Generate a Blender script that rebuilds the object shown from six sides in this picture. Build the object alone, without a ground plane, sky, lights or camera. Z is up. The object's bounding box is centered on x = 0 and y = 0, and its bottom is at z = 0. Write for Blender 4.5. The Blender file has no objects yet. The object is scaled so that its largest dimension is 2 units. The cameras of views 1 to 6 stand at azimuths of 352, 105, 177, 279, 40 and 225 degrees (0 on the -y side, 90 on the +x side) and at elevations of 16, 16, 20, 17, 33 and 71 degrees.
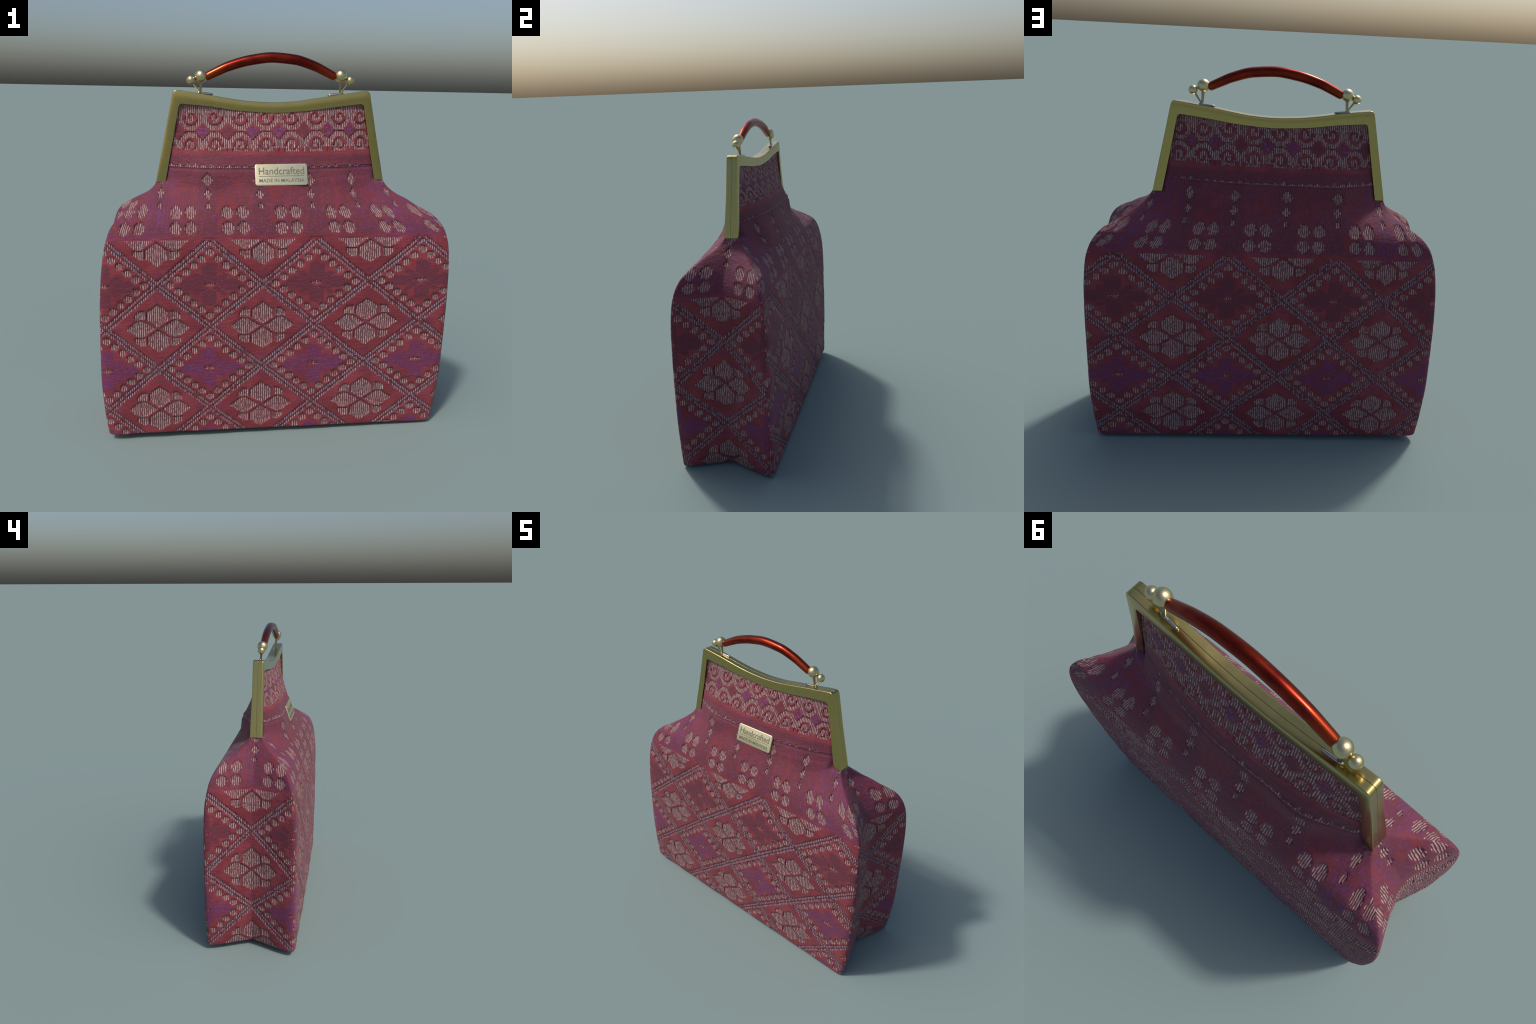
import bpy, math
import numpy as np
from mathutils import Vector

rng = np.random.default_rng(7)
scene_col = bpy.context.scene.collection

# ------------------------------------------------------------------ helpers
def curve(points):
    """Smooth interpolation (Hermite, non-overshooting) through (t, value) control points."""
    t = np.array([p[0] for p in points], float); v = np.array([p[1] for p in points], float)
    d = np.diff(v) / np.diff(t); m = np.zeros_like(v)
    m[0], m[-1] = d[0], d[-1]
    for i in range(1, len(v) - 1):
        m[i] = 0 if d[i-1] * d[i] <= 0 else 2 * d[i-1] * d[i] / (d[i-1] + d[i])
    def f(x):
        x = np.clip(np.asarray(x, float), t[0], t[-1])
        i = np.clip(np.searchsorted(t, x) - 1, 0, len(t) - 2)
        h = t[i+1] - t[i]; s = (x - t[i]) / h
        return ((2*s**3 - 3*s**2 + 1) * v[i] + (s**3 - 2*s**2 + s) * h * m[i]
                + (3*s**2 - 2*s**3) * v[i+1] + (s**3 - s**2) * h * m[i+1])
    return f

def smooth(a, b, x):
    t = np.clip((x - a) / (b - a), 0, 1)
    return t * t * (3 - 2 * t)

def new_object(name, verts, faces, material=None, parent=None, smooth_shade=True):
    me = bpy.data.meshes.new(name)
    me.from_pydata(np.asarray(verts, float).tolist(), [], faces.tolist() if isinstance(faces, np.ndarray) else [tuple(map(int, f)) for f in faces])
    me.update()
    if smooth_shade:
        me.polygons.foreach_set("use_smooth", [True] * len(me.polygons))
    ob = bpy.data.objects.new(name, me)
    scene_col.objects.link(ob)
    if material: me.materials.append(material)
    if parent: ob.parent = parent
    return ob

def shade_by_angle(ob, deg):
    ob.data.set_sharp_from_angle(angle=math.radians(deg))

# ------------------------------------------------------------------ node expressions
class Graph:
    def __init__(self, mat):
        self.nt = mat.node_tree
    def node(self, kind, **props):
        n = self.nt.nodes.new(kind)
        for k, v in props.items(): setattr(n, k, v)
        return n
    def put(self, sock, val):
        if isinstance(val, V): self.nt.links.new(val.s, sock)
        elif isinstance(val, (int, float)): sock.default_value = val
        else: sock.default_value = val
    def math(self, op, *args):
        n = self.node("ShaderNodeMath", operation=op)
        for i, a in enumerate(args): self.put(n.inputs[i], a)
        return V(self, n.outputs[0])
    def coords(self):
        tc = self.node("ShaderNodeTexCoord"); sp = self.node("ShaderNodeSeparateXYZ")
        self.nt.links.new(tc.outputs["Object"], sp.inputs[0])
        return V(self, sp.outputs[0]), V(self, sp.outputs[1]), V(self, sp.outputs[2])
    def vec(self, x, y, z=0.0):
        n = self.node("ShaderNodeCombineXYZ")
        for i, a in enumerate((x, y, z)): self.put(n.inputs[i], a)
        return V(self, n.outputs[0])
    def noise(self, vec, scale=1.0, detail=2.0, rough=0.5):
        n = self.node("ShaderNodeTexNoise")
        self.put(n.inputs["Vector"], vec)
        n.inputs["Scale"].default_value = scale; n.inputs["Detail"].default_value = detail
        n.inputs["Roughness"].default_value = rough
        return V(self, n.outputs[0])
    def white(self, vec):
        n = self.node("ShaderNodeTexWhiteNoise", noise_dimensions="3D")
        self.put(n.inputs["Vector"], vec)
        return V(self, n.outputs["Value"])
    def mix(self, fac, a, b):
        n = self.node("ShaderNodeMix", data_type="RGBA")
        self.put(n.inputs[0], fac)
        for i, c in ((6, a), (7, b)):
            if isinstance(c, V): self.nt.links.new(c.s, n.inputs[i])
            else: n.inputs[i].default_value = (*c, 1.0)
        return V(self, n.outputs[2])

class V:
    def __init__(self, g, s): self.g, self.s = g, s
    def __add__(self, o): return self.g.math("ADD", self, o)
    __radd__ = __add__
    def __sub__(self, o): return self.g.math("SUBTRACT", self, o)
    def __rsub__(self, o): return self.g.math("SUBTRACT", o, self)
    def __mul__(self, o): return self.g.math("MULTIPLY", self, o)
    __rmul__ = __mul__
    def __truediv__(self, o): return self.g.math("DIVIDE", self, o)

# the helpers below work on node sockets (colour, fine grain) and on arrays (relief of the mesh) alike
def g_of(*a):
    return next((x.g for x in a if isinstance(x, V)), None)
def pick(op, fn, a, b):
    g = g_of(a, b)
    return g.math(op, a, b) if g else fn(a, b)
def vmin(*a):
    r = a[0]
    for b in a[1:]: r = pick("MINIMUM", np.minimum, r, b)
    return r
def vmax(*a):
    r = a[0]
    for b in a[1:]: r = pick("MAXIMUM", np.maximum, r, b)
    return r
def one(op, fn, a): return a.g.math(op, a) if isinstance(a, V) else fn(a)
def vabs(a): return one("ABSOLUTE", np.abs, a)
def vfloor(a): return one("FLOOR", np.floor, a)
def vround(a): return one("ROUND", np.round, a)
def vsqrt(a): return one("SQRT", np.sqrt, a)
def vgt(a, b=0.0): return g_of(a, b).math("GREATER_THAN", a, b)
def vstep(a, lo, hi):
    if not isinstance(a, V): return smooth(lo, hi, a)
    n = a.g.node("ShaderNodeMapRange", interpolation_type="SMOOTHSTEP")
    a.g.put(n.inputs["Value"], a)
    n.inputs["From Min"].default_value = lo; n.inputs["From Max"].default_value = hi
    return V(a.g, n.outputs[0])
def ellipse(a, b, ra, rb):
    """positive inside, in units of the radius"""
    aa = a * (1.0 / ra); bb = b * (1.0 / rb)
    return (1.0 - vsqrt(aa * aa + bb * bb)) * min(ra, rb)

# ------------------------------------------------------------------ brocade pattern (positive = inside motif)
def lattice(u, v):
    """Diamond lattice: pale four-petal flowers in one set of diamonds, dark flowers ringed by dots in the other."""
    du = vabs(u - vround(u)); dv = vabs(v - vround(v)); q = du + dv
    petal_v = vmin(0.108 - du, 0.284 - dv - du * 0.85, dv - du * 0.8 - 0.019)
    petal_h = vmin(0.098 - dv, 0.305 - du - dv * 1.12, du * 0.8 - dv - 0.019)
    corner = vmin(du - 0.128, 0.222 - du, dv - 0.112, 0.204 - dv, 0.380 - q)
    flower = vmax(petal_v, petal_h, corner)
    eu = 0.5 - du; ev = 0.5 - dv; p = eu + ev
    k = vmin(vmax(vround(eu * (1 / 0.0755)), 0.0), 5.0)
    dot = ellipse(eu - k * 0.0755, ev - (0.365 - k * 0.073), 0.040, 0.038)
    mark = vmax(vmin(0.05 - eu, 0.008 - ev), vmin(0.01 - eu, 0.02 - ev))
    light = vmax(flower, dot, mark)
    strip = 0.020 - vabs(vabs(q - 0.5) - 0.028)
    dark_v = vmin(0.07 - eu, 0.25 - ev - eu * 0.5, ev - eu * 0.78 - 0.042)
    dark_h = vmin(0.068 - ev, 0.295 - eu - ev * 0.6, eu * 0.78 - ev - 0.042)
    dark_d = vmin((0.034 - vabs(ev - eu * 0.78)) * 0.8, p - 0.06, 0.275 - p)
    dark = vmax(dark_v, dark_h, dark_d)
    spot = vmax(ellipse(du, dv, 0.036, 0.034), ellipse(du, dv - 0.362, 0.05, 0.028), ellipse(du - 0.385, dv, 0.04, 0.03))
    return light, strip, dark, spot

def border(u, h):
    """Zone above the lattice: groups of four dots, columns of shrinking diamonds. h = height above the lattice edge."""
    w = u * 2.0
    a = w - vfloor(w) - 0.5                      # groups of four at the middle of each half period
    a = vabs(a) * 0.5
    hh = vabs(h - 0.0925)
    dots = ellipse(a - 0.072, hh - 0.0365, 0.054, 0.0295) * 0.55
    b = vabs(w - vround(w)) * 0.5 * 0.545        # metres from the diamond column
    d1 = 0.034 - b * 1.1 - vabs(h - 0.283)
    d2 = 0.026 - b * 1.15 - vabs(h - 0.212)
    d3 = 0.017 - b * 1.0 - vabs(h - 0.158)
    return vmax(dots, d1, d2, d3), b

def scrolls(n, z):
    """Neck band: row of diamonds between two rows of curling scrolls. n counts diamonds along the band."""
    P = 0.1335
    a = (n - vround(n)) * P
    h = z - 1.613 - n * 0.0025
    dia = 0.047 - vabs(a) * 1.0 - vabs(h) * 1.05
    m = n - 0.5
    idx = vround(m)
    flip = (idx * 0.5 - vfloor(idx * 0.5)) * 4.0 - 1.0
    c = (m - idx) * P * flip
    s = vabs(h) - 0.071
    r = vsqrt(c * c + s * s)
    th = pick("ARCTAN2", np.arctan2, c, s) * (1 / (2 * math.pi))
    turn = r * (1 / 0.034) + th
    arm = vabs(turn - vfloor(turn) - 0.5) * 0.034
    curl = vmin(arm - 0.0055, 0.038 - r)
    hood = vmin(0.0070 - vabs(r - 0.036), 0.004 - s)
    notch = vmin(0.012 - vabs(vabs(c) - 0.052), s - 0.012, 0.0 - h)
    pale = vmin(-1.0 * dia, -1.0 * hood, -1.0 * notch, 0.103 + h)
    pale = vmin(pale, vmax(curl, r - 0.038) )
    line = 0.0035 - vabs(h)
    pale = vmin(pale, -1.0 * line)
    return pale, dia

THREADS = 50.0                                  # warp threads per pattern period

def face_u(x, z):
    """Pattern coordinate along the front and back: one unit per flower, squeezed towards the neck."""
    t = (x + 0.09) * (1 / 0.547)
    low = t - t * t * 0.022
    X = x + 0.1
    neck = X * (1 / 0.54) + X * X * X * 0.7
    k = vstep(z, 1.07, 1.36)
    return low * (1.0 - k) + neck * k
def side_u(y): return y * (1 / 0.55)
def band_n(x):
    X = x + 0.03
    return (x - 0.009) * (1 / 0.1335) + X * X * X * 1.6
FACE_EDGE, FACE_PERIOD = 1.088, 0.455
SIDE_EDGE, SIDE_PERIOD = 1.067, 0.51

RED = (0.245, 0.040, 0.053)
RED_DEEP = (0.185, 0.026, 0.036)
MAROON = (0.116, 0.028, 0.043)
PURPLE = (0.140, 0.031, 0.080)
VIOLET = (0.165, 0.045, 0.21)
THREAD_GAP = (0.20, 0.062, 0.072)
LILAC = (0.33, 0.25, 0.35)

def cloth_material(name, kind):
    mat = bpy.data.materials.new(name); mat.use_nodes = True
    nt = mat.node_tree; bsdf = nt.nodes["Principled BSDF"]
    g = Graph(mat)
    x, y, z = g.coords()
    if kind == "side":
        u0 = side_u(y); edge, period = SIDE_EDGE, SIDE_PERIOD
    elif kind == "band":
        u0 = band_n(x) * 0.25
    else:
        u0 = face_u(x, z); edge, period = FACE_EDGE, FACE_PERIOD
    wob = (g.noise(g.vec(x, y, z), 5.0, 2.0) - 0.5)
    u = u0 + wob * 0.012 + (g.noise(g.vec(x + 7.0, y, z), 45.0, 2.0) - 0.5) * 0.016
    zc = z + (g.noise(g.vec(x + 3.0, y, z), 4.0, 2.0) - 0.5) * 0.008 + (g.noise(g.vec(x, y + 7.0, z), 60.0, 2.0) - 0.5) * 0.006
    col = vfloor(u * THREADS)
    thread = u * THREADS - col                        # 0..1 across one thread
    uq = (col + 0.5) * (1 / THREADS)
    zq = (vfloor(zc * 170.0) + 0.5) * (1 / 170.0)
    jitter = g.white(g.vec(col, 3.0, 0.0)) - 0.5
    zj = zq + jitter * 0.006
    across = 1.0 - vabs(thread - 0.5) * 2.0           # 1 at the thread's crest
    fleck = g.white(g.vec(col, vfloor(zc * 95.0), 1.0))
    fleck2 = g.white(g.vec(vfloor(u * 130.0), vfloor(zc * 110.0), 2.0))
    soft = g.noise(g.vec(x, y, z), 9.0, 3.0)
    cloudy = g.noise(g.vec(x * 2.2, y * 2.2, z + 5.0), 14.0, 3.0, 0.65)

    color = g.mix(vstep(soft, 0.35, 0.65), RED_DEEP, RED)
    tiny = g.noise(g.vec(x, y, z), 160.0, 2.0)
    color = g.mix(vstep(tiny, 0.45, 0.75) * 0.35, color, (0.15, 0.03, 0.05))

    if kind == "band":
        n = u * 4.0; nq = uq * 4.0
        pale, dia = scrolls(nq, zj)
        pale_s, dia_s = scrolls(n, zc)
        # purple hearts of the diamonds, a plain red and a dull purple band under the scrolls
        heart = vgt(dia - 0.012)
        hue = g.white(g.vec(vround(nq), 1.0, 4.0))
        color = g.mix(heart * 0.8, color, g.mix(vgt(hue, 0.45) * vgt(fleck2, 0.62), MAROON, VIOLET))
        low = vstep(1.492 + cloudy * 0.02 - z, 0.0, 0.02)
        dull = g.mix(vgt(fleck2, 0.93) * 0.6, MAROON, VIOLET)
        color = g.mix(low * 0.8, color, dull)
        # picot row of stitches on the seam
        tall = g.white(g.vec(col, 9.0, 0.0)); tall = tall * tall * tall
        wave = vabs(u * 12.0 - vround(u * 12.0))
        teeth_top = 1.4255 + 0.008 + (0.5 - wave) * 0.030 * (0.4 + tall)
        teeth = vmin(teeth_top - z, z - 1.423)
        light = vmax(pale, teeth)
        light_s = vmax(pale_s, teeth)
        light = vmin(light, vmax(z - 1.511, teeth))
        light_s = vmin(light_s, vmax(z - 1.511, teeth))
        motif = vgt(light); relief = vstep(light_s, -0.004, 0.004)
        strip_m = None
    else:
        v = (zc - (edge - period)) * (1 / period); vq = (zj - (edge - period)) * (1 / period)
        light, strip, dark, spot = lattice(uq, vq)
        light_s, strip_s, dark_s, spot_s = lattice(u, v)
        below = vgt(1.0 - v)
        bl, b = border(uq, zj - edge)
        bl_s, b_s = border(u, zc - edge)
        above = 1.0 - below
        # dark flowers: maroon in the upper row, purple in the lower
        lower = vgt((edge - period) - z)
        dcol = g.mix(lower, MAROON, PURPLE)
        dcol = g.mix(vstep(tiny, 0.5, 0.7) * 0.45, dcol, RED_DEEP)
        dcol = g.mix(vgt(fleck2, 0.72) * (lower * 0.42 + 0.15), dcol, VIOLET)
        color = g.mix(vgt(dark) * below * 0.85, color, dcol)
        color = g.mix(vgt(spot) * below * vgt(fleck2, 0.35) * 0.6, color, (0.13, 0.03, 0.085))
        # border ground: dull purple columns behind the small diamonds, and under the seam
        gap = vabs(b - 0.0)
        column = vstep(0.062 + (cloudy - 0.5) * 0.2 - gap, -0.014, 0.020)
        under = vstep(zc + (cloudy - 0.5) * 0.12, edge + 0.235, edge + 0.29) * 0.8
        mottle = vstep(cloudy * 0.6 + soft * 0.5, 0.38, 0.60) * 0.9
        patch = vmax(column, under, mottle) * above * vstep(zc - edge, 0.0, 0.03)
        dull = g.mix(vgt(fleck2, 0.91) * 0.6, MAROON, VIOLET)
        color = g.mix(patch * 0.85, color, dull)
        streak = g.noise(g.vec(u * 14.0, z * 1.2, 3.0), 6.0, 3.0, 0.7)
        shoulder = vstep(vabs(x + 0.015), 0.40, 0.58) * above * vstep(streak, 0.46, 0.60) * vstep(cloudy, 0.36, 0.56)
        color = g.mix(shoulder * (0.2 if kind == "side" else 0.5), color, (0.160, 0.04, 0.19))
        motif = vgt(light) * below + vgt(bl) * above
        strip_m = vgt(strip) * below
        relief = vstep(vmax(light_s * period, strip_s * 0.5), -0.004, 0.005) * below + vstep(bl_s, -0.004, 0.005) * above

    crest = vstep(across, 0.15, 0.75)
    tint = g.mix(fleck, (0.32, 0.165, 0.17), (0.55, 0.345, 0.345))
    tcol = g.mix(crest * (0.55 + vgt(fleck, 0.22) * 0.45), THREAD_GAP, tint)
    color = g.mix(motif, color, tcol)
    if strip_m is not None:
        dash = vgt(fleck, 0.18) * crest
        scol = g.mix(dash, (0.17, 0.045, 0.06), g.mix(vgt(fleck2, 0.6), (0.37, 0.215, 0.24), LILAC))
        color = g.mix(strip_m, color, scol)
        any_m = vmax(motif, strip_m)
    else:
        any_m = motif

    weave_h = (g.noise(g.vec(x * 0.35, y * 0.35, z), 150.0, 2.0) - 0.5) * 0.3
    ripple = (g.noise(g.vec(x * 0.22, y * 0.22, z + wob * 0.1), 62.0, 3.0) - 0.5) * 0.36
    weave_h = weave_h + ripple * (1.0 - any_m)
    height = weave_h - relief * 0.9 + any_m * (crest * 0.9 + fleck * 0.4)
    bump = g.node("ShaderNodeBump")
    bump.inputs["Strength"].default_value = 1.0
    bump.inputs["Distance"].default_value = 0.008
    g.put(bump.inputs["Height"], height)
    nt.links.new(bump.outputs[0], bsdf.inputs["Normal"])
    nt.links.new(color.s, bsdf.inputs["Base Color"])
    bsdf.inputs["Roughness"].default_value = 0.72
    bsdf.inputs["Specular IOR Level"].default_value = 0.25
    bsdf.inputs["Sheen Weight"].default_value = 0.08
    return mat

def metal_material(name, base, rough, grain=0.03):
    mat = bpy.data.materials.new(name); mat.use_nodes = True
    bsdf = mat.node_tree.nodes["Principled BSDF"]; g = Graph(mat)
    x, y, z = g.coords()
    nz = g.noise(g.vec(x, y, z), 30.0, 3.0)
    dark = tuple(c * 0.95 for c in base)
    mat.node_tree.links.new(g.mix(vstep(nz, 0.35, 0.7), dark, base).s, bsdf.inputs["Base Color"])
    g.put(bsdf.inputs["Roughness"], nz * grain + (rough - grain * 0.5))
    bsdf.inputs["Metallic"].default_value = 1.0
    return mat

def amber_material():
    mat = bpy.data.materials.new("amber_resin"); mat.use_nodes = True
    bsdf = mat.node_tree.nodes["Principled BSDF"]; g = Graph(mat)
    x, y, z = g.coords()
    nz = g.noise(g.vec(x, y * 2.0, z * 2.0), 9.0, 3.0, 0.6)
    base = g.mix(vstep(nz, 0.3, 0.72), (0.14, 0.008, 0.004), (0.25, 0.022, 0.007))
    ends = vstep(vabs(x + 0.026), 0.2, 0.34)  # handle ends tinted orange: bright golden reflection painted into the base colour
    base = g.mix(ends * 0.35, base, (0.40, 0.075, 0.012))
    mat.node_tree.links.new(base.s, bsdf.inputs["Base Color"])
    bsdf.inputs["Metallic"].default_value = 0.95
    bsdf.inputs["Roughness"].default_value = 0.27
    bsdf.inputs["Coat Weight"].default_value = 0.1
    bsdf.inputs["Coat Roughness"].default_value = 0.15
    return mat

def flat_material(name, base, rough):
    mat = bpy.data.materials.new(name); mat.use_nodes = True
    bsdf = mat.node_tree.nodes["Principled BSDF"]; g = Graph(mat)
    x, y, z = g.coords()
    nz = g.noise(g.vec(x, y, z), 40.0, 2.0)
    mat.node_tree.links.new(g.mix(nz, tuple(c * 0.85 for c in base), tuple(c * 1.1 for c in base)).s, bsdf.inputs["Base Color"])
    bsdf.inputs["Roughness"].default_value = rough
    return mat

cloth_front = cloth_material("brocade_face", "face")
cloth_side = cloth_material("brocade_side", "side")
cloth_band = cloth_material("brocade_scroll_band", "band")
brass = metal_material("aged_brass", (0.48, 0.385, 0.14), 0.19, 0.01)
pale_brass = metal_material("pale_brass", (0.66, 0.56, 0.31), 0.30)
plate_metal = metal_material("plate_metal", (0.80, 0.72, 0.47), 0.36)
post_metal = metal_material("dark_brass", (0.40, 0.335, 0.19), 0.28)
steel = metal_material("spring_steel", (0.45, 0.42, 0.38), 0.25)
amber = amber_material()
ink = flat_material("engraved_ink", (0.16, 0.14, 0.085), 0.6)

# ------------------------------------------------------------------ root
bag = bpy.data.objects.new("handbag", None)
scene_col.objects.link(bag)
bag["label"] = "red woven brocade handbag with brass frame and amber handle"
bag["category"] = "handbag"

# ------------------------------------------------------------------ bag body
top_outer = curve([(-.53, 1.8085), (-.503, 1.806), (-.414, 1.795), (-.332, 1.783), (-.249, 1.770), (-.132, 1.757), (-.022, 1.753), (.089, 1.759),
                   (.192, 1.774), (.295, 1.791), (.365, 1.802), (.46, 1.816), (.5, 1.819)])
top_inner = curve([(-.52, 1.742), (-.487, 1.739), (-.349, 1.728), (-.19, 1.708), (-.021, 1.700), (.15, 1.711), (.315, 1.734), (.451, 1.751), (.48, 1.754)])

half_width_r = curve([(0, .892), (.14, .911), (.36, .926), (.65, .926), (.86, .921), (.95, .915), (1.03, .904), (1.095, .883), (1.14, .858), (1.183, .819),
                      (1.2, .790), (1.22, .752), (1.25, .698), (1.28, .648), (1.31, .613), (1.345, .592), (1.37, .578), (1.45, .562), (1.72, .487), (1.8, .47)])
half_width_l = curve([(0, .897), (.14, .913), (.36, .926), (.65, .920), (.86, .905), (.95, .894), (1.03, .879), (1.08, .864), (1.14, .840), (1.18, .808),
                      (1.2, .781), (1.22, .748), (1.25, .701), (1.28, .661), (1.31, .633), (1.345, .617), (1.37, .605), (1.45, .59), (1.72, .515), (1.8, .50)])
corner_depth = curve([(0, .283), (.2, .285), (.5, .286), (.8, .283), (.95, .277), (1.06, .261), (1.12, .244), (1.16, .225), (1.19, .199), (1.22, .163),
                      (1.25, .123), (1.28, .086), (1.31, .057), (1.345, .037), (1.38, .024), (1.45, .018), (1.8, .016)])
mid_depth = curve([(0, .288), (.2, .289), (.6, .288), (.9, .283), (1.0, .277), (1.09, .262), (1.14, .247), (1.22, .215), (1.28, .186), (1.345, .157),
                   (1.45, .120), (1.55, .082), (1.62, .056), (1.70, .032), (1.8, .022)])
pinch_r = curve([(0, .790), (.05, .803), (.13, .820), (.3, .829), (.7, .829), (.92, .820), (1.03, .800), (1.1, .772), (1.16, .733), (1.22, .684), (1.28, .634), (1.345, .590), (1.38, .575), (1.45, .56), (1.8, .47)])
pinch_l = curve([(0, .790), (.05, .803), (.13, .815), (.3, .818), (.7, .818), (.92, .806), (1.03, .790), (1.1, .764), (1.16, .728), (1.22, .686), (1.28, .646), (1.345, .612), (1.38, .60), (1.45, .585), (1.8, .50)])
side_power = curve([(0, .9), (.06, .92), (.25, 1.0), (.45, 1.2), (.8, 1.4), (1.0, 1.4), (1.15, 1.2), (1.8, 1.2)])
front_power = curve([(0, 2.4), (1.1, 2.3), (1.22, 2.0), (1.31, 1.7), (1.42, 2.6), (1.55, 2.6), (1.8, 2.3)])
round_off = curve([(0, 7.0), (.5, 7.0), (.95, 6.0), (1.06, 4.5), (1.15, 3.4), (1.25, 2.6), (1.35, 2.0), (1.8, 1.6)])

NF, NS = 400, 124
FIL = 0.012
levels = np.concatenate([FIL * (1 - np.cos(np.linspace(0, math.pi / 2, 6)))[:-1] * 1.0, np.linspace(FIL, 1.735, 384)])
LOOP = 2 * NF + 2 * NS

def tilt(x, zz):
    k = np.clip(zz / 1.8, 0, 1)
    return (1 - k) * (0.011 - 0.011 * x / 0.9) + k * 0.006 * x / 0.5

def lumps(p, freq, seed):
    r = np.random.default_rng(seed); out = np.zeros(len(p))
    for i in range(7):
        d = r.normal(size=3); d /= np.linalg.norm(d)
        out += np.sin(p @ d * freq * r.uniform(.6, 1.6) + r.uniform(0, 6.28))
    return out / 7

rows = []
for zz in levels:
    inset = FIL - math.sqrt(max(FIL**2 - (FIL - min(zz, FIL))**2, 0))
    grow = .014 * (1 - float(smooth(1.1, 1.3, zz)))
    wr, wl = float(half_width_r(zz)) - inset + grow, float(half_width_l(zz)) - inset + grow
    c, b = float(corner_depth(zz)) - inset, float(mid_depth(zz)) - inset
    mr, ml = float(pinch_r(zz)) - inset, float(pinch_l(zz)) - inset
    c = max(c, .012)
    s = (np.arange(NF) + 0.5) / NF * 2 - 1
    xf = np.where(s < 0, s * wl, s * wr)
    fp = float(front_power(zz))
    yf = c + (b - c) * (1 - np.abs(s) ** np.where(s < 0, fp, min(fp, 2.05)))
    # soft bulges where the cloth sags out beside the name plate
    yf = yf + .027 * np.exp(-((xf + .36) / .115)**2 - ((zz - 1.372) / .095)**2) + .014 * np.exp(-((xf - .33) / .11)**2 - ((zz - 1.32) / .08)**2)
    # inside the frame the cloth is clamped between the side bars
    bar = 0.553 - (zz - 1.36) * 0.215
    limit = .026 + 1.5 * np.clip(bar - np.abs(xf + .015), 0, None)
    clamp = float(smooth(1.325, 1.352, zz))
    yf = yf * (1 - clamp) + np.minimum(yf, limit) * clamp
    ts = (np.arange(NS) + 0.5) / NS * 2 - 1
    q = float(side_power(zz))
    xr = mr + (wr - mr) * np.abs(ts) ** q
    xl = ml + (wl - ml) * np.abs(ts) ** q
    lift = (1 - np.abs(ts)) * 0.006 * (1 - smooth(0, .3, zz))
    loop = np.concatenate([
        np.stack([xf, -yf, np.full(NF, zz)], 1),
        np.stack([xr, ts * c, zz + lift], 1),
        np.stack([xf[::-1], yf[::-1], np.full(NF, zz)], 1),
        np.stack([-xl, -ts * c, zz + lift], 1)])
    sig = float(round_off(zz)); rad = int(sig * 3) + 1
    kern = np.exp(-0.5 * (np.arange(-rad, rad + 1) / sig) ** 2); kern /= kern.sum()
    ext = np.concatenate([loop[-rad:], loop, loop[:rad]])
    soft = np.stack([np.convolve(ext[:, i], kern, mode="valid") for i in range(3)], 1)
    # round the four corners strongly, keep the fold of the gussets crisp
    jj = np.arange(LOOP)
    fold = np.minimum(np.abs(jj - (NF + NS / 2)), np.abs(jj - (2 * NF + 1.5 * NS)))
    keep = smooth(26, 8, fold) * 0.8
    rows.append(soft * (1 - keep[:, None]) + loop * keep[:, None])
P = np.array(rows)                                         # level, loop, xyz
flat = P.reshape(-1, 3).copy()
# soft undulation of the cloth, stronger puckers where it gathers below the frame ends
zz = flat[:, 2]; ax = np.abs(flat[:, 0] + .015)
amp = 0.0022 * smooth(0.03, .2, zz) * (1 - smooth(1.3, 1.45, zz))
gather = 0.008 * np.exp(-((zz - 1.25) / .075) ** 2) * smooth(.48, .66, ax)
off = amp * lumps(flat, 11, 3) + gather * lumps(flat, 42, 5)
nrm = np.stack([np.sign(flat[:, 0]) * smooth(.6, .8, ax), np.sign(flat[:, 1]) * smooth(.02, .1, np.abs(flat[:, 1])), 0.3 * np.ones(len(zz))], 1)
flat += nrm * off[:, None]
# welt and crease of the seam between body and neck band
seam = np.exp(-((zz - 1.412) / .006) ** 2) * -.004 + np.exp(-((zz - 1.426) / .007) ** 2) * (.0032 + .003 * lumps(flat, 70, 9))
flat[:, 1] += np.sign(flat[:, 1]) * seam * smooth(.01, .04, np.abs(flat[:, 1]))
flat[:, 2] += tilt(flat[:, 0], zz) + .005 * (1 - smooth(.6, .86, ax)) * (1 - smooth(0, .2, zz))
# the neck band runs up into the curved top bar of the frame
flat[:, 2] += smooth(1.6, 1.735, zz) * (0.5 * (top_outer(flat[:, 0]) + top_inner(flat[:, 0])) - 1.735)
NL = len(levels)
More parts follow.
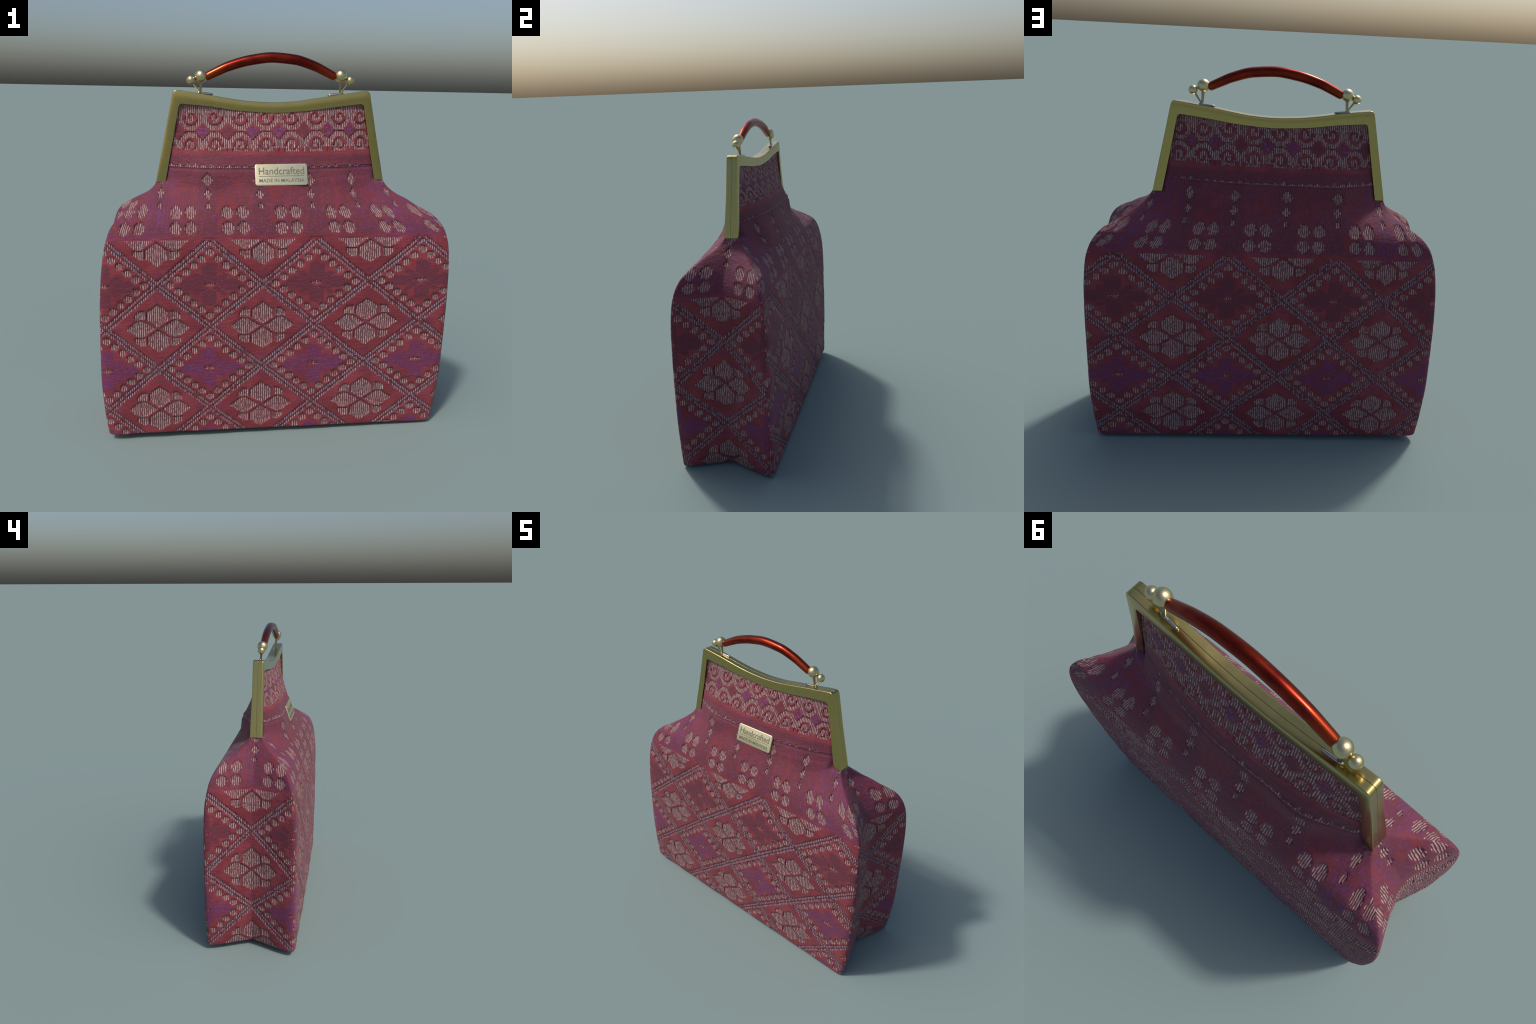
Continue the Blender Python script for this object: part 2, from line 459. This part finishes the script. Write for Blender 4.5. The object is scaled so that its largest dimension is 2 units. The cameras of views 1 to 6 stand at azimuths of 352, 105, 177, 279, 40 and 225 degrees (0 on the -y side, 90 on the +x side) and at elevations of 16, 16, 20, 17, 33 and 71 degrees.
# woven relief: motifs sunk into the ground cloth, diamonds gently quilted
col_of = np.tile(np.concatenate([np.zeros(NF), np.ones(NS), np.zeros(NF), np.ones(NS)]), NL)
X, Y, Z = flat[:, 0], flat[:, 1], flat[:, 2]
def relief(u, h, period):
    v = h / period + 1.0
    light, strip, dark, spot = lattice(u, v)
    du = np.abs(u - np.round(u)); dv = np.abs(v - np.round(v)); q = np.abs(du + dv - 0.5)
    sunk = np.maximum(vstep(light, -.008, .010), vstep(strip, -.006, .010) * .8)
    low = .0030 * smooth(0, .22, q) - .0026 * sunk
    bl, b = border(u, h)
    return np.where(v < 1, low, .0020 - .0026 * vstep(bl, -.003, .005))
rel = np.where(col_of == 0, relief(face_u(X, Z), Z - FACE_EDGE, FACE_PERIOD), relief(side_u(Y), Z - SIDE_EDGE, SIDE_PERIOD))
pale, dia = scrolls(band_n(X), Z)
band_rel = -.0022 * vstep(pale, -.003, .004)
rel = np.where((col_of == 0) & (Z > 1.425), np.where(Z > 1.505, band_rel, 0), rel)
rel *= smooth(.0, .04, Z)
to_corner = np.min([np.abs((np.arange(LOOP) - e + LOOP / 2) % LOOP - LOOP / 2) for e in (0, NF, NF + NS, 2 * NF + NS)], axis=0)
rel *= np.tile(smooth(2, 14, to_corner), NL)
out = np.zeros_like(flat)
out[:, 1] = np.where(col_of == 0, np.sign(Y), 0); out[:, 0] = np.where(col_of == 1, np.sign(X), 0)
flat += out * rel[:, None]
faces = []
owner = np.concatenate([np.zeros(NF, int), np.full(NS, 1), np.full(NF, 2), np.full(NS, 3)])
SEAM_LEVEL = int(np.argmin(np.abs(levels - 1.418)))
jj = np.arange(LOOP); kk_ = (jj + 1) % LOOP
wall = np.concatenate([np.stack([i * LOOP + jj, i * LOOP + kk_, (i + 1) * LOOP + kk_, (i + 1) * LOOP + jj], 1) for i in range(NL - 1)])
wall_region = np.concatenate([owner * 2 + ((i >= SEAM_LEVEL) & (owner % 2 == 0)) for i in range(NL - 1)])
# base: rings folding the bottom loop onto its centre line
verts = [flat]
ring_prev = np.arange(LOOP); count = len(flat)
bottom = flat[:LOOP]
for kk in (0.82, 0.55, 0.28, 0.02):
    r = bottom.copy(); r[:, 1] *= kk; r[:, 0] *= 1 - 0.16 * (1 - kk)
    r[:, 2] += 0.006 * (1 - kk)
    verts.append(r)
    idx = np.arange(count, count + LOOP); count += LOOP
    for j in range(LOOP):
        k = (j + 1) % LOOP
        faces.append((idx[j], idx[k], ring_prev[k], ring_prev[j]))
    ring_prev = idx
# close the slit along the centre line
for j in range(NF - 1):
    faces.append((ring_prev[2 * NF + NS - 1 - j], ring_prev[2 * NF + NS - 2 - j], ring_prev[j + 1], ring_prev[j]))
allv = np.concatenate(verts); allv[:, 2] -= allv[:, 2].min() - .009
faces = np.concatenate([wall, np.array(faces)]); region_id = np.concatenate([wall_region, np.full(len(faces) - len(wall), 8)])
whole = new_object("whole_body", allv, faces)
normals = np.zeros(len(allv) * 3); whole.data.vertex_normals.foreach_get("vector", normals); normals = normals.reshape(-1, 3)
bpy.data.objects.remove(whole)

def panel(name, rid, mat):
    f = faces[region_id == rid]
    used, inv = np.unique(f, return_inverse=True)
    ob = new_object(name, allv[used], inv.reshape(f.shape), mat, bag)
    ob.data.normals_split_custom_set_from_vertices([tuple(n) for n in normals[used]])
    return ob
panel("front_panel", 0, cloth_front)
panel("side_panel", 2, cloth_side)
panel("back_panel", 4, cloth_front)
panel("side_panel", 6, cloth_side)
panel("base_panel", 8, cloth_side)
panel("neck_band", 1, cloth_band)
panel("neck_band", 5, cloth_band)

# ------------------------------------------------------------------ brass frame: two lofted halves
def frame_path(left_lo, left_hi, right_lo, right_hi, top, r):
    def side(lo, hi, n): return [np.array(lo) + (np.array(hi) - np.array(lo)) * t for t in np.linspace(0, 1, n)]
    L, R = np.array(left_hi), np.array(right_hi)
    pts = side(left_lo, L + (np.array(left_lo) - L) / np.linalg.norm(np.array(left_lo) - L) * r, 24)
    a, bb = pts[-1], np.array([L[0] + r, float(top(L[0] + r))])
    pts += [(1-t)**2 * a + 2*t*(1-t) * L + t*t * bb for t in np.linspace(0, 1, 9)[1:]]
    xs = np.linspace(L[0] + r, R[0] - r, 70)[1:]
    pts += [np.array([x, float(top(x))]) for x in xs]
    a = pts[-1]; bb = R + (np.array(right_lo) - R) / np.linalg.norm(np.array(right_lo) - R) * r
    pts += [(1-t)**2 * a + 2*t*(1-t) * R + t*t * bb for t in np.linspace(0, 1, 9)[1:]]
    pts += side(bb, right_lo, 24)[1:]
    return np.array(pts)
outer = frame_path((-.623, 1.347), (-.527, 1.809), (.595, 1.355), (.492, 1.819), top_outer, .022)
inner = frame_path((-.573, 1.347), (-.498, 1.740), (.543, 1.357), (.461, 1.752), top_inner, .018)

def frame_half(sign):
    vs, fs = [], []
    prof = []                                              # (a: 0 outer..1 inner in metres via width, d: 0 inside..1 face)
    for i, (o, n) in enumerate(zip(outer, inner)):
        wv = n - o; wlen = np.linalg.norm(wv); e = wv / wlen
        thick = 0.0345 + 0.007 * smooth(1.62, 1.36, 0.5 * (o[1] + n[1]))
        ro, ri, rb = 0.0050, 0.0035, 0.0009
        ring = []
        def arc(ca, cd, r, a0, a1, k):
            for t in np.linspace(a0, a1, k): ring.append((ca + r * math.cos(t), cd + r * math.sin(t)))
        y0 = 0.0004
        arc(rb, y0 + rb, rb, 1.5 * math.pi, math.pi, 3)                       # inside/outer edge
        crown = 0.0022
        arc(ro, thick - crown - ro, ro, math.pi, math.pi / 2, 5)              # face/outer edge
        ring.append((wlen * .22, thick - crown * .45)); ring.append((wlen * .5, thick)); ring.append((wlen * .75, thick))
        arc(wlen - ri, thick - ri, ri, math.pi / 2, 0, 4)                     # face/inner edge
        ring.append((wlen, y0))
        for a, d in ring:
            p = o + e * a
            vs.append((p[0], sign * d, p[1]))
        K = len(ring)
        if i:
            for j in range(K):
                k = (j + 1) % K
                q = ((i-1)*K + j, (i-1)*K + k, i*K + k, i*K + j)
                fs.append(q if sign > 0 else q[::-1])
    fs.append(tuple(range(K)) if sign < 0 else tuple(range(K))[::-1])
    last = tuple(range((len(outer)-1)*K, len(outer)*K))
    fs.append(last[::-1] if sign < 0 else last)
    ob = new_object("frame_half", vs, fs, brass, bag)
    shade_by_angle(ob, 50)
    wn = ob.modifiers.new("flat_faces", "WEIGHTED_NORMAL"); wn.keep_sharp = True; wn.weight = 80
    return ob
frame_half(-1); frame_half(1)

# ------------------------------------------------------------------ tubes, balls
def tube(name, spine, radii, mat, parent, seg=28, squash=1.0, cap=True):
    spine = np.array(spine, float); vs, fs = [], []
    n = len(spine)
    for i in range(n):
        t = spine[min(i+1, n-1)] - spine[max(i-1, 0)]; t /= np.linalg.norm(t)
        side = np.array([0, 1.0, 0]); side -= t * side.dot(t); side /= np.linalg.norm(side)
        up = np.cross(t, side)
        for j in range(seg):
            a = 2 * math.pi * j / seg
            vs.append(spine[i] + radii[i] * (math.cos(a) * side + squash * math.sin(a) * up))
    for i in range(n - 1):
        for j in range(seg):
            k = (j + 1) % seg
            fs.append((i*seg + j, i*seg + k, (i+1)*seg + k, (i+1)*seg + j))
    if cap:
        fs.append(tuple(range(seg))[::-1]); fs.append(tuple(range((n-1)*seg, n*seg)))
    return new_object(name, vs, fs, mat, parent)

def ball_mesh(name, center, r, mat, parent, nu=40, nv=24):
    vs, fs = [], []
    for i in range(nv + 1):
        ph = math.pi * i / nv
        for j in range(nu):
            a = 2 * math.pi * j / nu
            vs.append((center[0] + r * math.sin(ph) * math.cos(a), center[1] + r * math.sin(ph) * math.sin(a), center[2] + r * math.cos(ph)))
    for i in range(nv):
        for j in range(nu):
            k = (j + 1) % nu
            fs.append((i*nu + j, (i+1)*nu + j, (i+1)*nu + k, i*nu + k))
    return new_object(name, vs, fs, mat, parent)

# amber handle: shallow arch between the two large balls
arch = curve([(-.372, 1.867), (-.305, 1.900), (-.247, 1.926), (-.131, 1.959), (-.022, 1.9735), (.088, 1.966), (.191, 1.938), (.262, 1.907), (.318, 1.880)])
hx = np.linspace(-.368, .314, 90)
hs = np.stack([hx, np.full(90, -.007), arch(hx)], 1)
e = np.abs(np.linspace(-1, 1, 90))
hr = 0.0262 - 0.0050 * e ** 2.5
hr = hr * np.sqrt(np.clip(1 - np.clip((e - .965) / .04, 0, 1) ** 2, .25, 1))
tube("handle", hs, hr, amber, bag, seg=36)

def clasp(big, small, base, rod_end):
    big, small, base, rod_end = map(np.array, (big, small, base, rod_end))
    t = np.linspace(0, 1, 12)
    def stem(a, b, r0, r1):
        return [a + (b - a) * s for s in t], [r0 + (r1 - r0) * s ** 1.5 for s in t]
    p, r = stem(base, big, .0060, .0105)
    st = tube("clasp_post", p, r, post_metal, bag, seg=20)
    ball_mesh("clasp_ball", big, .0325, pale_brass, st)
    p, r = stem(base + np.array([0, -.004, .004]), small, .0042, .0070)
    tube("clasp_stem", p, r, post_metal, st, seg=16)
    ball_mesh("clasp_ball", small, .0235, pale_brass, st)
    foot = [base + (rod_end - base) * s + np.array([0, 0, .003]) for s in np.linspace(-.25, 1, 10)]
    tube("spring_pin", foot, [.0065] * 6 + [.0062, .006, .0055, .004], steel, st, seg=14)
clasp((-.388, -.006, 1.876), (-.438, -.006, 1.856), (-.390, .006, 1.790), (-.327, .008, 1.785))
clasp((.336, -.008, 1.892), (.388, -.005, 1.869), (.342, .006, 1.797), (.277, .009, 1.791))

# ------------------------------------------------------------------ metal plaque with lettering
def plaque():
    w, h, d, r, bev = .274, .113, .010, .013, .004
    out = []
    for cx, cy, a0 in ((w/2-r, h/2-r, 0), (-w/2+r, h/2-r, 90), (-w/2+r, -h/2+r, 180), (w/2-r, -h/2+r, 270)):
        for t in np.linspace(0, 90, 7):
            a = math.radians(a0 + t); out.append((cx + r * math.cos(a), cy + r * math.sin(a), math.cos(a), math.sin(a)))
    n = len(out); vs, fs = [], []
    rings = [(0, -.004)] + [(bev * (1 - math.cos(t)), d - bev + bev * math.sin(t)) for t in np.linspace(0, math.pi/2, 5)]
    for ins, dep in rings:
        for x, y, nx, ny in out: vs.append((x - nx * ins, y - ny * ins, dep))
    for i in range(len(rings) - 1):
        for j in range(n):
            k = (j+1) % n; fs.append((i*n+j, i*n+k, (i+1)*n+k, (i+1)*n+j))
    fs.append(tuple(range((len(rings)-1)*n, len(rings)*n))); fs.append(tuple(range(n))[::-1])
    ob = new_object("name_plate", vs, fs, plate_metal, bag)
    shade_by_angle(ob, 40)
    # the plate lies on the sloping front of the neck
    c0 = Vector((.0145, -.1455, 1.398))
    up = Vector((.003, .037, .107)).normalized(); right = Vector((1, 0, .018)).normalized()
    out_n = right.cross(up).normalized(); up = out_n.cross(right)
    from mathutils import Matrix
    M = Matrix((right, up, out_n)).transposed().to_4x4(); M.translation = c0 - out_n * .008
    ob.matrix_local = M
    def words(text, cx, cy, width, height, bold):
        cu = bpy.data.curves.new("lettering", "FONT"); cu.body = text; cu.align_x = "CENTER"; cu.align_y = "CENTER"
        cu.extrude = .004; cu.offset = bold; cu.size = 1.0
        tmp = bpy.data.objects.new("lettering_curve", cu); scene_col.objects.link(tmp)
        bpy.context.view_layer.update()
        me = bpy.data.meshes.new_from_object(tmp.evaluated_get(bpy.context.evaluated_depsgraph_get()))
        bpy.data.objects.remove(tmp)
        co = np.zeros(len(me.vertices) * 3); me.vertices.foreach_get("co", co); co = co.reshape(-1, 3)
        lo, hi = co.min(0), co.max(0)
        co[:, 0] = (co[:, 0] - (lo[0] + hi[0]) / 2) * width / (hi[0] - lo[0]) + cx
        co[:, 1] = (co[:, 1] - (lo[1] + hi[1]) / 2) * height / (hi[1] - lo[1]) + cy
        co[:, 2] = d + .0002 + (co[:, 2] - lo[2]) / (hi[2] - lo[2]) * .0008
        me.vertices.foreach_set("co", co.ravel()); me.update()
        me.name = "lettering"; me.materials.clear(); me.materials.append(ink)
        o = bpy.data.objects.new("lettering", me); scene_col.objects.link(o); o.parent = ob
    words("Handcrafted", .001, .0195, .236, .037, .004)
    words("MADE IN MALAYSIA", .001, -.0295, .234, .019, .010)
    bx, by, bz = .118, .0013, .0009
    v = [(sx*bx, -.0075 + sy*by, d + (0.0001 if sz < 0 else bz)) for sz in (-1, 1) for sy in (-1, 1) for sx in (-1, 1)]
    new_object("dividing_line", v, [(0,2,3,1),(4,5,7,6),(0,1,5,4),(2,6,7,3),(0,4,6,2),(1,3,7,5)], ink, ob, False)
plaque()
